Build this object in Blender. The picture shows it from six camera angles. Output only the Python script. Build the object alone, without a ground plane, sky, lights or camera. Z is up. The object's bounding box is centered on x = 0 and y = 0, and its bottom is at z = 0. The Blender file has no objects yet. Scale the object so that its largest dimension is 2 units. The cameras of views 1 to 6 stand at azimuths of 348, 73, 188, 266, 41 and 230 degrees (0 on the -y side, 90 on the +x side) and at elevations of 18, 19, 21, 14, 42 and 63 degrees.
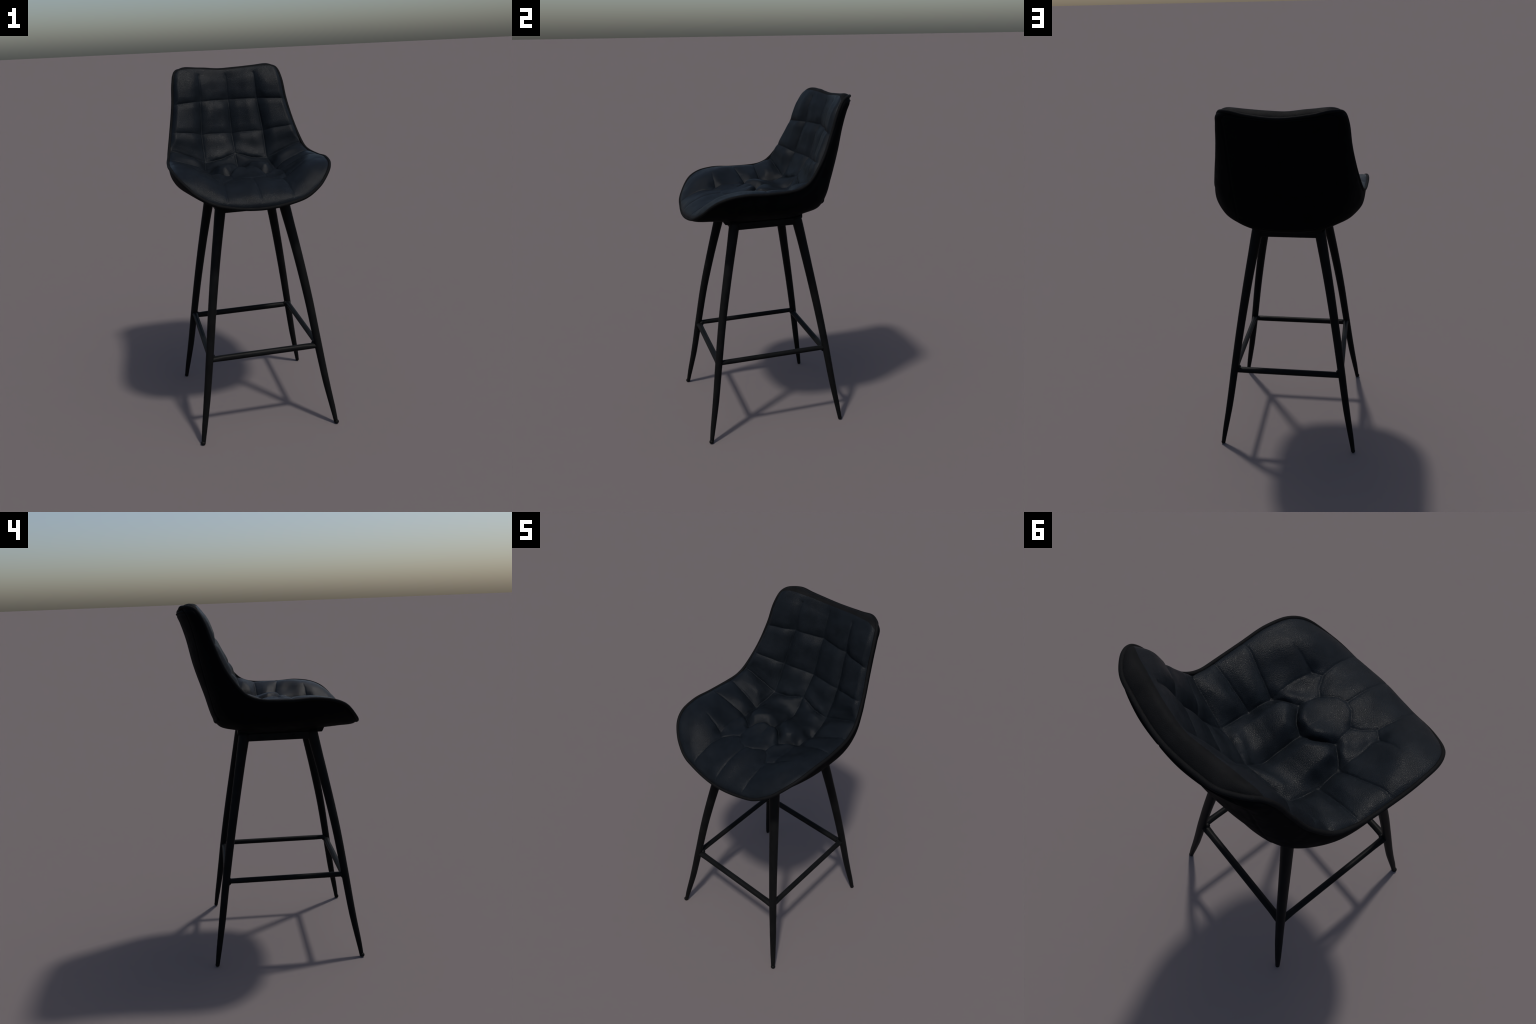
import bpy, bmesh, math
import numpy as np
from mathutils import Vector, Matrix

# ------------------------------------------------------------------ helpers
def spline(knots, pts, u):
    """Smooth curve through pts (K, ...) at knots, evaluated at u (three-point tangents)."""
    k = np.asarray(knots, float); p = np.asarray(pts, float); u = np.asarray(u, float)
    h = np.diff(k); sh = (-1,) + (1,) * (p.ndim - 1)
    m = np.diff(p, axis=0) / h.reshape(sh)
    t = np.empty_like(p)
    w = (h[1:] / (h[:-1] + h[1:])).reshape(sh)
    t[1:-1] = w * m[:-1] + (1 - w) * m[1:]
    t[0] = 1.5 * m[0] - .5 * t[1]; t[-1] = 1.5 * m[-1] - .5 * t[-2]
    i = np.clip(np.searchsorted(k, u, 'right') - 1, 0, len(h) - 1)
    q = ((u - k[i]) / h[i]).reshape((-1,) + (1,) * (p.ndim - 1)); H = h[i].reshape(q.shape)
    return ((1 + 2 * q) * (1 - q) ** 2 * p[i] + q * (1 - q) ** 2 * H * t[i]
            + q * q * (3 - 2 * q) * p[i + 1] + q * q * (q - 1) * H * t[i + 1])

def sheet(cols, net, nu, nv, rowknots=None):
    """Mirror-symmetric lofted sheet: net[row][col] runs from the middle (col 0) to the right rim."""
    net = np.array(net, float)
    full = np.concatenate([net[:, :0:-1] * np.array([-1, 1, 1]), net], axis=1)
    ck = np.concatenate([-np.array(cols[:0:-1]), cols])
    if rowknots is None:                       # chord length along the rows
        d = np.linalg.norm(np.diff(net, axis=0), axis=2).mean(1)
        rowknots = np.concatenate([[0], np.cumsum(d)])
    s = np.linspace(-1, 1, nu); t = np.linspace(0, rowknots[-1], nv)
    a = spline(rowknots, full, t)                                  # nv x cols x 3
    b = spline(ck, a.transpose(1, 0, 2), s).transpose(1, 0, 2)     # nv x nu x 3
    return b, s, t, np.array(rowknots)

def normals(G):
    du = np.gradient(G, axis=1); dv = np.gradient(G, axis=0)
    n = np.cross(du, dv); l = np.linalg.norm(n, axis=2, keepdims=True)
    return n / np.maximum(l, 1e-9)

def seg_distance(P, poly, val):
    """Distance of points P (N,3) to a polyline and the value interpolated along it."""
    best = np.full(len(P), 9.); bv = np.zeros(len(P))
    for a, b, va, vb in zip(poly[:-1], poly[1:], val[:-1], val[1:]):
        ab = b - a
        q = np.clip(((P - a) @ ab) / max(ab @ ab, 1e-9), 0, 1)
        d = np.linalg.norm(P - a - q[:, None] * ab, axis=1)
        m = d < best
        best[m] = d[m]; bv[m] = (va + q * (vb - va))[m]
    return best, bv

def grid_faces(nv, nu):
    i = np.arange(nv - 1)[:, None] * nu + np.arange(nu - 1)[None]
    return np.stack([i, i + 1, i + nu + 1, i + nu], -1).reshape(-1, 4)

def link(name, mesh, parent=None, mat=None):
    o = bpy.data.objects.new(name, mesh); bpy.context.collection.objects.link(o)
    if parent: o.parent = parent
    if mat: mesh.materials.append(mat)
    return o

def region_mesh(name, V, N, F, parent, mat, flip=False):
    """Mesh of the faces F out of the whole body V, carrying the whole body's normals N."""
    used, inv = np.unique(F, return_inverse=True)
    f = inv.reshape(F.shape)
    if flip: f = f[:, ::-1]
    me = bpy.data.meshes.new(name)
    me.from_pydata(V[used].tolist(), [], f.tolist())
    me.polygons.foreach_set('use_smooth', [True] * len(me.polygons))
    me.update()
    me.normals_split_custom_set_from_vertices(N[used].tolist())
    return link(name, me, parent, mat)

def tube(name, path, radii, parent, mat, seg=20, closed=False, squash=None, cap=True):
    path = np.array(path, float); n = len(path)
    bm = bmesh.new(); rings = []
    prev = None
    for i in range(n):
        if closed: tan = path[(i + 1) % n] - path[i - 1]
        else: tan = path[min(i + 1, n - 1)] - path[max(i - 1, 0)]
        tan = Vector(tan).normalized()
        ref = Vector((0, 0, 1)) if abs(tan.z) < .9 else Vector((1, 0, 0))
        if prev is not None: ref = prev
        a = (ref - tan * ref.dot(tan)).normalized(); prev = a
        b = tan.cross(a)
        r = radii[i] if hasattr(radii, '__len__') else radii
        ra, rb = (r * squash[i][0], r * squash[i][1]) if squash is not None else (r, r)
        rings.append([bm.verts.new(Vector(path[i]) + a * ra * math.cos(q) + b * rb * math.sin(q))
                      for q in np.linspace(0, 2 * math.pi, seg, endpoint=False)])
    for i in range(n if closed else n - 1):
        A, B = rings[i], rings[(i + 1) % n]
        for j in range(seg):
            bm.faces.new((A[j], A[(j + 1) % seg], B[(j + 1) % seg], B[j]))
    if cap and not closed:
        bm.faces.new(rings[0][::-1]); bm.faces.new(rings[-1])
    bmesh.ops.recalc_face_normals(bm, faces=bm.faces)
    me = bpy.data.meshes.new(name); bm.to_mesh(me); bm.free()
    me.polygons.foreach_set('use_smooth', [len(p.vertices) == 4 for p in me.polygons])
    return link(name, me, parent, mat)

# ---------------------------------------------------------------- materials
def new_mat(name):
    m = bpy.data.materials.new(name); m.use_nodes = True
    nt = m.node_tree; nt.nodes.clear()
    out = nt.nodes.new('ShaderNodeOutputMaterial'); b = nt.nodes.new('ShaderNodeBsdfPrincipled')
    nt.links.new(b.outputs[0], out.inputs[0])
    tc = nt.nodes.new('ShaderNodeTexCoord')
    return m, nt, b, tc.outputs['Object']

def noise(nt, co, scale, detail=4, rough=.55):
    n = nt.nodes.new('ShaderNodeTexNoise'); n.inputs['Scale'].default_value = scale
    n.inputs['Detail'].default_value = detail; n.inputs['Roughness'].default_value = rough
    nt.links.new(co, n.inputs['Vector']); return n.outputs[0]

def ramp(nt, fac, stops):
    r = nt.nodes.new('ShaderNodeValToRGB'); e = r.color_ramp.elements
    while len(e) < len(stops): e.new(.5)
    for x, (p, c) in zip(e, stops):
        x.position = p; x.color = (*c, 1) if len(c) == 3 else c
    nt.links.new(fac, r.inputs[0]); return r.outputs[0]

def leather(name, dark, light, rough, spec, grain):
    m, nt, b, co = new_mat(name)
    big = noise(nt, co, 16, 9, .72)
    nt.links.new(ramp(nt, big, [(.3, dark), (.72, light)]), b.inputs['Base Color'])
    r = nt.nodes.new('ShaderNodeMapRange')
    nt.links.new(noise(nt, co, 28, 5, .65), r.inputs[0])
    r.inputs[1].default_value = .3; r.inputs[2].default_value = .7
    r.inputs[3].default_value = rough - .06; r.inputs[4].default_value = rough + .08
    nt.links.new(r.outputs[0], b.inputs['Roughness'])
    b.inputs['Specular IOR Level'].default_value = spec
    v = nt.nodes.new('ShaderNodeTexVoronoi'); v.feature = 'DISTANCE_TO_EDGE'
    v.inputs['Scale'].default_value = 190
    nt.links.new(co, v.inputs['Vector'])
    pebble = ramp(nt, v.outputs[0], [(0, (0, 0, 0)), (.25, (1, 1, 1))])
    fine = nt.nodes.new('ShaderNodeBump'); fine.inputs['Strength'].default_value = grain
    fine.inputs['Distance'].default_value = .002
    nt.links.new(pebble, fine.inputs['Height'])
    wr = nt.nodes.new('ShaderNodeBump'); wr.inputs['Strength'].default_value = grain * .6
    wr.inputs['Distance'].default_value = .004
    nt.links.new(noise(nt, co, 45, 4, .6), wr.inputs['Height'])
    nt.links.new(fine.outputs[0], wr.inputs['Normal'])
    nt.links.new(wr.outputs[0], b.inputs['Normal'])
    return m

def metal(name, dark, light, rough, spec):
    m, nt, b, co = new_mat(name)
    nt.links.new(ramp(nt, noise(nt, co, 14, 5, .6), [(.3, dark), (.7, light)]), b.inputs['Base Color'])
    b.inputs['Roughness'].default_value = rough
    b.inputs['Specular IOR Level'].default_value = spec
    bp = nt.nodes.new('ShaderNodeBump'); bp.inputs['Strength'].default_value = .08
    bp.inputs['Distance'].default_value = .001
    nt.links.new(noise(nt, co, 420, 2), bp.inputs['Height'])
    nt.links.new(bp.outputs[0], b.inputs['Normal'])
    return m

M_PAD = leather('black_quilted_leather', (.0043, .0058, .0078), (.0076, .0100, .0132), .40, .07, .24)
M_PIPE = leather('black_welt_leather', (.0052, .0054, .0058), (.0080, .0083, .0088), .6, .02, .2)
M_SHELL = leather('black_shell_leather', (.0014, .0017, .0021), (.0027, .0031, .0036), .65, .02, .2)  # base darkened below its lit tone to match the near-black shade at the rear
M_METAL = metal('black_powder_coated_steel', (.0042, .0044, .0046), (.0072, .0074, .0076), .45, .05)
M_GLIDE = metal('black_plastic', (.004, .004, .004), (.007, .007, .007), .5, .06)

# --------------------------------------------------------------------- root
root = bpy.data.objects.new('bar_stool', None); bpy.context.collection.objects.link(root)
root['label'] = 'black tufted leather bar stool with four tapered steel legs'
root['category'] = 'bar stool'

# ------------------------------------------------------------------ cushion
# rows run from the front edge over the seat, up the backrest and over its top;
# columns run from the middle to the right-hand rim.  The sheet is the level of the
# stitched seams; the pillows swell up from it.
COLS = [0, .45, .84, 1]
PAD = [
 [(0, -.487, 1.317), (.165, -.474, 1.333), (.275, -.452, 1.370), (.330, -.424, 1.405)],
 [(0, -.455, 1.367), (.172, -.438, 1.374), (.305, -.392, 1.432), (.380, -.378, 1.456)],
 [(0, -.366, 1.414), (.166, -.352, 1.410), (.325, -.325, 1.476), (.412, -.310, 1.490)],
 [(0, -.261, 1.433), (.165, -.262, 1.425), (.338, -.236, 1.499), (.422, -.225, 1.504)],
 [(0, -.045, 1.440), (.191, -.050, 1.428), (.372, -.085, 1.503), (.421, -.080, 1.500)],
 [(0, .070, 1.421), (.198, .049, 1.426), (.374, .055, 1.501), (.412, .060, 1.505)],
 [(0, .165, 1.439), (.192, .125, 1.436), (.372, .112, 1.515), (.404, .105, 1.515)],
 [(0, .213, 1.497), (.183, .183, 1.467), (.368, .166, 1.541), (.398, .145, 1.534)],
 [(0, .303, 1.603), (.186, .270, 1.613), (.345, .232, 1.632), (.371, .232, 1.640)],
 [(0, .372, 1.799), (.171, .338, 1.799), (.314, .308, 1.788), (.339, .306, 1.800)],
 [(0, .402, 1.915), (.167, .376, 1.935), (.297, .355, 1.922), (.325, .348, 1.915)],
 [(0, .436, 1.979), (.170, .417, 1.988), (.270, .397, 1.9895), (.309, .382, 1.968)],
 [(0, .484, 1.954), (.165, .468, 1.969), (.245, .446, 1.984), (.290, .412, 1.982)],
]
NU, NV = 321, 521
G, S, T, TK = sheet(COLS, PAD, NU, NV)
N0 = normals(G)
B0 = G.reshape(-1, 3)

A = (.191, -.246, 1.419); E12 = (.153, -.275, 1.430); M12F = (.089, -.202, 1.430); MCF = (0, -.261, 1.433)
M12B = (.105, -.112, 1.418); BP = (.191, -.050, 1.43); BC = (0, -.028, 1.439); CP = (.198, .049, 1.428)
D = (.183, .183, 1.467); DC = (0, .213, 1.501)
R1C, R1E, R1R = (0, .303, 1.603), (.186, .270, 1.613), (.355, .230, 1.631)
R2C, R2E, R2R = (0, .372, 1.799), (.171, .338, 1.799), (.328, .305, 1.787)
# (nodes, strength of the stitch at start and end, reach in m)
SEAMS = [
 ([(0, -.47, 1.345), (0, -.455, 1.367), (0, -.35, 1.42), MCF], .10, .8, .060),
 ([(.17, -.46, 1.35), (.172, -.438, 1.374), (.165, -.34, 1.41), E12], .10, .8, .065),
 ([A, (.25, -.246, 1.46), (.305, -.242, 1.497)], 1, 0, .050),
 ([A, E12, (.12, -.225, 1.43), M12F, (.045, -.245, 1.44), MCF], .9, .6, .055),
 ([M12F, M12B], .55, .55, .055),
 ([M12B, (.05, -.055, 1.43), BC], 1, 1, .040),
 ([M12B, (.15, -.085, 1.425), BP], 1, 1, .040),
 ([A, (.20, -.15, 1.43), BP], .5, .5, .060),
 ([BP, (.28, -.068, 1.462), (.379, -.088, 1.504), (.41, -.088, 1.504)], 1, .3, .055),
 ([CP, (.28, .052, 1.46), (.378, .055, 1.50), (.405, .056, 1.503)], 1, .4, .050),
 ([BP, CP], 1, 1, .060),
 ([CP, (.195, .12, 1.44), D], 1, 1, .060),
 ([BC, (0, .08, 1.43), DC], 1, .9, .055),
 ([D, (.28, .18, 1.50), (.373, .168, 1.541), (.392, .155, 1.54)], 1, .8, .040),
 ([D, (.10, .185, 1.478), (.04, .20, 1.492), DC], 1, 1, .032),
 ([D, R1E, R2E, (.166, .381, 1.95)], 1, .8, .070),
 ([DC, R1C, R2C, (0, .401, 1.943)], .75, .5, .060),
 ([R1R, R1E], .22, .32, .040),
 ([R1E, R1C], .34, .34, .050),
 ([R2R, R2E], .28, .36, .040),
 ([R2E, R2C], .48, .48, .060),
]
# button pits: position, depth, radius
PITS = [(A, .008, .028), (BP, .009, .028), (CP, .011, .028), (D, .004, .025), (BC, .012, .028), (M12F, .005, .022),
        (M12B, .006, .022), ((0, .125, 1.433), .014, .040)]
def soft(x, xs, ys, r):
    """Piecewise-linear table with its corners rounded off over a radius r."""
    return sum(np.interp(x + r * k, xs, ys) for k in (-1, -.66, -.33, 0, .33, .66, 1)) / 7
def snap(p):
    return B0[np.argmin(((B0 - np.array(p)) ** 2).sum(1))]

def seam_lines():
    for nodes, d0, d1, reach in SEAMS:
        for sx in ((1, -1) if any(abs(n[0]) > 1e-6 for n in nodes) else (1,)):
            pl = []
            P = np.array(nodes, float) * [sx, 1, 1]
            for a, b in zip(P[:-1], P[1:]):
                for q in np.linspace(0, 1, 6)[:-1]: pl.append(snap(a + q * (b - a)))
            pl.append(snap(P[-1])); pl = np.array(pl)
            yield pl, np.linspace(d0, d1, len(pl)), reach

rim = np.concatenate([G[0], G[1:-1, -1], G[-1, ::-1], G[-2:0:-1, 0]])
from_rim, _ = seg_distance(B0, rim[::4], np.zeros(len(rim[::4])))
# how far the padding swells: softly on the seat, in plump side bolsters and middle pads on the backrest
z0, x0 = B0[:, 2], np.abs(B0[:, 0])
onback = np.clip((np.repeat(T, NU) - TK[7]) / (TK[8] - TK[7]) * 1.3 + .1, 0, 1); onback = onback ** 2 * (3 - 2 * onback)
as_ = np.abs(np.tile(S, NV))
midpad = soft(z0, [1.50, 1.56, 1.63, 1.70, 1.76, 1.84, 1.93, 1.975], [.014, .027, .030, .034, .033, .017, .011, .003], .035)
bolster = soft(z0, [1.46, 1.53, 1.60, 1.70, 1.90, 1.96, 1.99], [.012, .026, .032, .033, .028, .012, .002], .035)
w = np.clip((as_ - .38) / .16, 0, 1); w = w * w * (3 - 2 * w)
backpad = midpad * (1 - w) + bolster * w
seatpad = np.interp(as_, [0, .45, .7, .84, 1], [.011, .011, .012, .010, .006])
def mound(x, y, rx, ry):
    return np.exp(-(((np.abs(B0[:, 0]) - x) / rx) ** 2 + ((B0[:, 1] - y) / ry) ** 2))
seatpad += .041 * np.exp(-(np.abs((np.abs(B0[:, 0]) - .095) / .095) ** 3 + np.abs((B0[:, 1] + .005) / .105) ** 2.6))
seatpad += .026 * mound(.275, .115, .07, .05) + .010 * mound(.27, -.01, .06, .05)
seatpad -= .006 * mound(0, -.15, .07, .07) + .010 * mound(.15, -.17, .05, .06) + .007 * mound(.27, -.16, .05, .06)
seatpad -= .006 * mound(0, -.19, .16, .07)
seatpad += .012 * mound(.12, .155, .07, .05)
plump = seatpad * (1 - onback) + backpad * onback
e = np.clip(from_rim / (.030 + .004 * onback), 0, 1)
plump *= 1 - (1 - e) ** 2.2
keep = np.ones(len(B0)); groove_cut = np.zeros(len(B0))
for pl, dep, reach in seam_lines():
    d, v = seg_distance(B0, pl, dep)
    c = v * np.clip(1 - d / reach, 0, 1) ** 2.0
    keep *= 1 - c
    groove_cut += v ** .5 * np.exp(-(d / .0055) ** 2)
lift = plump * keep - .0028 * (1 - .3 * onback) * np.minimum(groove_cut, 1.2) * np.clip(from_rim / .03, 0, 1)
for p, dep, rad in PITS:
    for sx in ((1, -1) if p[0] else (1,)):
        q = np.linalg.norm(B0 - snap((p[0] * sx, p[1], p[2])), axis=1) / rad
        lift -= dep * np.exp(-q * q * 1.4) * np.clip(from_rim / .05, 0, 1)
# loose leather: faint puckers across the padding
rng = np.random.default_rng(4)
for _ in range(26):
    k = rng.normal(size=3); k *= rng.uniform(25, 75) / np.linalg.norm(k)
    lift += .00022 * np.sin(B0 @ k + rng.uniform(0, 6.3)) * np.clip(from_rim / .04, 0, 1)
lift[from_rim < .001] = 0
GP = (B0 + N0.reshape(-1, 3) * lift[:, None]).reshape(NV, NU, 3)
NP = normals(GP)
F = grid_faces(NV, NU)
# the crease between seat and backrest is where row 6 runs
split_row = int(np.argmin(np.abs(T - TK[7])))
rows = np.repeat(np.arange(NV - 1), NU - 1)
V, NN = GP.reshape(-1, 3), NP.reshape(-1, 3)
seat = region_mesh('seat_pad', V, NN, F[rows < split_row], root, M_PAD)
band_row = int(np.argmin(np.abs(T - (TK[10] + .70 * (TK[11] - TK[10])))))
back = region_mesh('backrest_pad', V, NN, F[(rows >= split_row) & (rows < band_row)], root, M_PAD)
band = region_mesh('top_border', V, NN, F[rows >= band_row], root, M_PIPE)

# -------------------------------------------------------------------- shell
SC = [0, .28, .44, .56, .73, .87, 1]
SHELL = [
 [(0, -.487, 1.317), (.10, -.484, 1.324), (.158, -.476, 1.331), (.200, -.468, 1.341), (.245, -.462, 1.355), (.288, -.447, 1.377), (.330, -.424, 1.405)],
 [(0, -.474, 1.309), (.10, -.470, 1.313), (.158, -.461, 1.319), (.205, -.449, 1.329), (.265, -.428, 1.352), (.325, -.401, 1.396), (.380, -.378, 1.456)],
 [(0, -.380, 1.304), (.10, -.376, 1.307), (.165, -.366, 1.312), (.215, -.356, 1.321), (.297, -.334, 1.354), (.359, -.318, 1.407), (.412, -.310, 1.490)],
 [(0, -.260, 1.298), (.10, -.258, 1.300), (.175, -.252, 1.306), (.228, -.246, 1.317), (.320, -.236, 1.357), (.385, -.228, 1.412), (.422, -.225, 1.504)],
 [(0, -.070, 1.291), (.11, -.070, 1.293), (.185, -.070, 1.300), (.242, -.071, 1.311), (.340, -.075, 1.353), (.400, -.080, 1.412), (.421, -.080, 1.500)],
 [(0, .070, 1.295), (.11, .070, 1.297), (.190, .071, 1.304), (.248, .071, 1.314), (.344, .069, 1.358), (.401, .065, 1.420), (.412, .060, 1.505)],
 [(0, .200, 1.307), (.11, .199, 1.309), (.190, .196, 1.317), (.252, .188, 1.335), (.346, .168, 1.383), (.396, .150, 1.458), (.398, .145, 1.534)],
 [(0, .291, 1.325), (.11, .288, 1.329), (.190, .280, 1.341), (.254, .265, 1.364), (.338, .236, 1.420), (.388, .200, 1.507), (.386, .192, 1.578)],
 [(0, .318, 1.355), (.11, .315, 1.359), (.190, .308, 1.373), (.254, .296, 1.402), (.337, .269, 1.472), (.379, .232, 1.560), (.376, .220, 1.618)],
 [(0, .368, 1.510), (.13, .364, 1.513), (.205, .352, 1.520), (.264, .335, 1.530), (.337, .304, 1.590), (.368, .264, 1.645), (.362, .250, 1.672)],
 [(0, .420, 1.675), (.13, .412, 1.677), (.208, .396, 1.680), (.272, .370, 1.685), (.330, .335, 1.715), (.355, .298, 1.738), (.350, .282, 1.744)],
 [(0, .450, 1.811), (.13, .439, 1.811), (.210, .420, 1.811), (.277, .393, 1.812), (.325, .361, 1.819), (.342, .330, 1.823), (.336, .314, 1.822)],
 [(0, .477, 1.900), (.13, .466, 1.901), (.212, .447, 1.903), (.281, .416, 1.905), (.318, .390, 1.909), (.331, .362, 1.912), (.325, .348, 1.915)],
 [(0, .490, 1.935), (.13, .482, 1.944), (.215, .461, 1.949), (.280, .434, 1.952), (.308, .414, 1.957), (.318, .393, 1.960), (.309, .382, 1.968)],
 [(0, .484, 1.954), (.11, .476, 1.961), (.165, .468, 1.969), (.205, .459, 1.977), (.245, .446, 1.984), (.270, .431, 1.986), (.290, .412, 1.982)],
]
SU, SV = 221, 401
H, HS, HT, HK = sheet(SC, SHELL, SU, SV)
HN = -normals(H)
HB = H.reshape(-1, 3)
ROW8, ROWT = HK[7] + .6 * (HK[8] - HK[7]), HK[13]
# stitched seams of the rear panel: both sides, bottom, top, and one down its middle
st, ss = np.repeat(HT, SU), np.tile(HS, SV)
def groove(dist, width, depth): return -depth * np.clip(1 - np.abs(dist) / width, 0, 1) ** 1.5
edge = .56
sideseam = np.where(st > ROW8, groove((np.abs(ss) - edge) * .5, .010, .004), 0)
bottom = np.where(np.abs(ss) < edge, groove(st - ROW8, .010, .003) + .006 * np.exp(-((st - ROW8 - .014) / .012) ** 2), 0)
top = np.where(np.abs(ss) < edge, groove(st - ROWT, .010, .003) + .004 * np.exp(-((st - ROWT - .012) / .008) ** 2), 0)
mid = np.where(st > ROW8, groove(ss * .5, .007, .002), 0)
HP = (HB + HN.reshape(-1, 3) * (sideseam + bottom + top + mid)[:, None]).reshape(SV, SU, 3)
HPN = -normals(HP)
SF = grid_faces(SV, SU)
tm = .5 * (HT[:-1] + HT[1:]); sm = .5 * (HS[:-1] + HS[1:])
panel = ((tm[:, None] > ROW8) & (tm[:, None] < ROWT) & (np.abs(sm)[None] < edge)).ravel()
sh = region_mesh('outer_shell', HP.reshape(-1, 3), HPN.reshape(-1, 3), SF[~panel], root, M_SHELL, True)
rp = region_mesh('rear_panel', HP.reshape(-1, 3), HPN.reshape(-1, 3), SF[panel], root, M_SHELL, True)

# --------------------------------------------------------------------- welt
loop = rim
seglen = np.linalg.norm(np.diff(np.vstack([loop, loop[:1]]), axis=0), axis=1)
cum = np.concatenate([[0], np.cumsum(seglen)])
n = 420
u = np.linspace(0, cum[-1], n, endpoint=False)
full = np.vstack([loop, loop[:1]])
path = np.stack([np.interp(u, cum, full[:, k]) for k in range(3)], 1)
for _ in range(6): path = .5 * path + .25 * (np.roll(path, 1, 0) + np.roll(path, -1, 0))
tube('welt_piping', path, .0085, root, M_PIPE, 12, closed=True)

# --------------------------------------------------------------------- legs
ZL = [0.0, .02, .25, .50, .75, 1.0, 1.22, 1.30]
FRONT = [(.388, -.458), (.385, -.455), (.345, -.413), (.307, -.375), (.271, -.335), (.229, -.285), (.187, -.237), (.172, -.220)]
REAR = [(.388, .372), (.385, .369), (.345, .332), (.308, .295), (.270, .254), (.228, .209), (.187, .168), (.172, .152)]
RZ = [0, .02, .10, .25, .48, .75, 1.0, 1.15, 1.22, 1.30]
RR = [.0110, .0122, .0157, .0193, .0216, .0234, .0255, .0276, .0294, .0308]
def leg_at(line, z): return spline(ZL, line, [z])[0]
for line, front in ((FRONT, True), (REAR, False)):
    for sx in (1, -1):
        zz = np.linspace(.004, 1.295, 70)
        P = np.c_[spline(ZL, line, zz) * [sx, 1], zz]
        leg = tube('leg', P, np.interp(zz, RZ, RR), root, M_METAL, 24)
        f = leg_at(line, .0)
        r = .0135 if front else .0115
        prof = [(.0, .55), (.002, .85), (.006, 1.0), (.012, 1.0), (.017, .8), (.020, .6)]
        off = .004 if front else 0
        out = np.array([f[0] * sx, f[1]]) / np.hypot(*f)
        g = tube('foot_glide', [(*(np.array([f[0] * sx, f[1]]) + out * off * (1 - z / .02)), z) for z, _ in prof],
                 [r * k for _, k in prof], leg, M_GLIDE, 16)

# ----------------------------------------------------------------- footrest
ZB = .477
fx, fy = leg_at(FRONT, ZB); rx, ry = leg_at(REAR, ZB)
k = .005                                    # bars meet the legs a little inside their axes
BARS = [((-fx + k, fy + k), (fx - k, fy + k), .468, .0175), ((-rx + k, ry - k - .003), (rx - k, ry - k - .003), .466, .0178),
        ((fx - k, fy + k), (rx - k, ry - k), .479, .0155), ((-fx + k, fy + k), (-rx + k, ry - k), .479, .0155)]
for a, b, z, r in BARS:
    a, b = np.array(a), np.array(b)
    q = np.array([0, .03, .06, .09, .12, .3, .7, .88, .91, .94, .97, 1])
    mid = np.array([0, (fy + ry) / 2])
    P = [(*(a + (b - a) * t), z) for t in q]
    sq = [(.90, 1.15), (.90, 1.15), (.92, 1.10), (.97, 1.04)] + [(1, 1)] * 4 + [(.97, 1.04), (.92, 1.10), (.90, 1.15), (.90, 1.15)]
    tube('footrest_bar', P, r, root, M_METAL, 20, squash=sq)
for (lx, ly), iy in (((fx, fy), 1), ((rx, ry), -1)):   # weld fillet in each inner corner
    for sx in (1, -1):
        zz = np.linspace(-1, 1, 9)
        c = np.array([(lx - .019) * sx, ly + .019 * iy])
        tube('weld_fillet', [(*c, .477 + .015 * t) for t in zz], [.0150 * math.sqrt(max(1 - t * t * .85, .02)) for t in zz], root, M_METAL, 16)

# -------------------------------------------------------------- under-frame
def box(name, lo, hi, parent, mat, bevel=.005, taper=None):
    bm = bmesh.new()
    bmesh.ops.create_cube(bm, size=1)
    for v in bm.verts:
        for k in range(3): v.co[k] = lo[k] if v.co[k] < 0 else hi[k]
    if taper: taper(bm)
    bmesh.ops.bevel(bm, geom=bm.edges[:], offset=bevel, segments=3, profile=.5, affect='EDGES')
    me = bpy.data.meshes.new(name); bm.to_mesh(me); bm.free()
    me.polygons.foreach_set('use_smooth', [True] * len(me.polygons))
    me.set_sharp_from_angle(angle=math.radians(35))
    return link(name, me, parent, mat)

def chamfer_front(bm):
    for v in bm.verts:
        if v.co.z < 1.29 and v.co.y < 0: v.co.y += .014
plate = box('mounting_plate', (-.185, -.292, 1.284), (.185, .19, 1.312), root, M_METAL, .004, chamfer_front)
for sx in (1, -1):
    x = .181 * sx
    box('frame_rail', (x - .014, -.225, 1.250), (x + .014, .155, 1.292), root, M_METAL, .004)
    bolt = tube('bolt', [(x + .013 * sx, -.118, 1.272), (x + .0175 * sx, -.118, 1.272), (x + .019 * sx, -.118, 1.272)],
                [.008, .008, .006], root, M_METAL, 12)
box('frame_rail', (-.165, -.244, 1.252), (.165, -.218, 1.291), root, M_METAL, .004)
box('frame_rail', (-.165, .146, 1.252), (.165, .172, 1.293), root, M_METAL, .004)
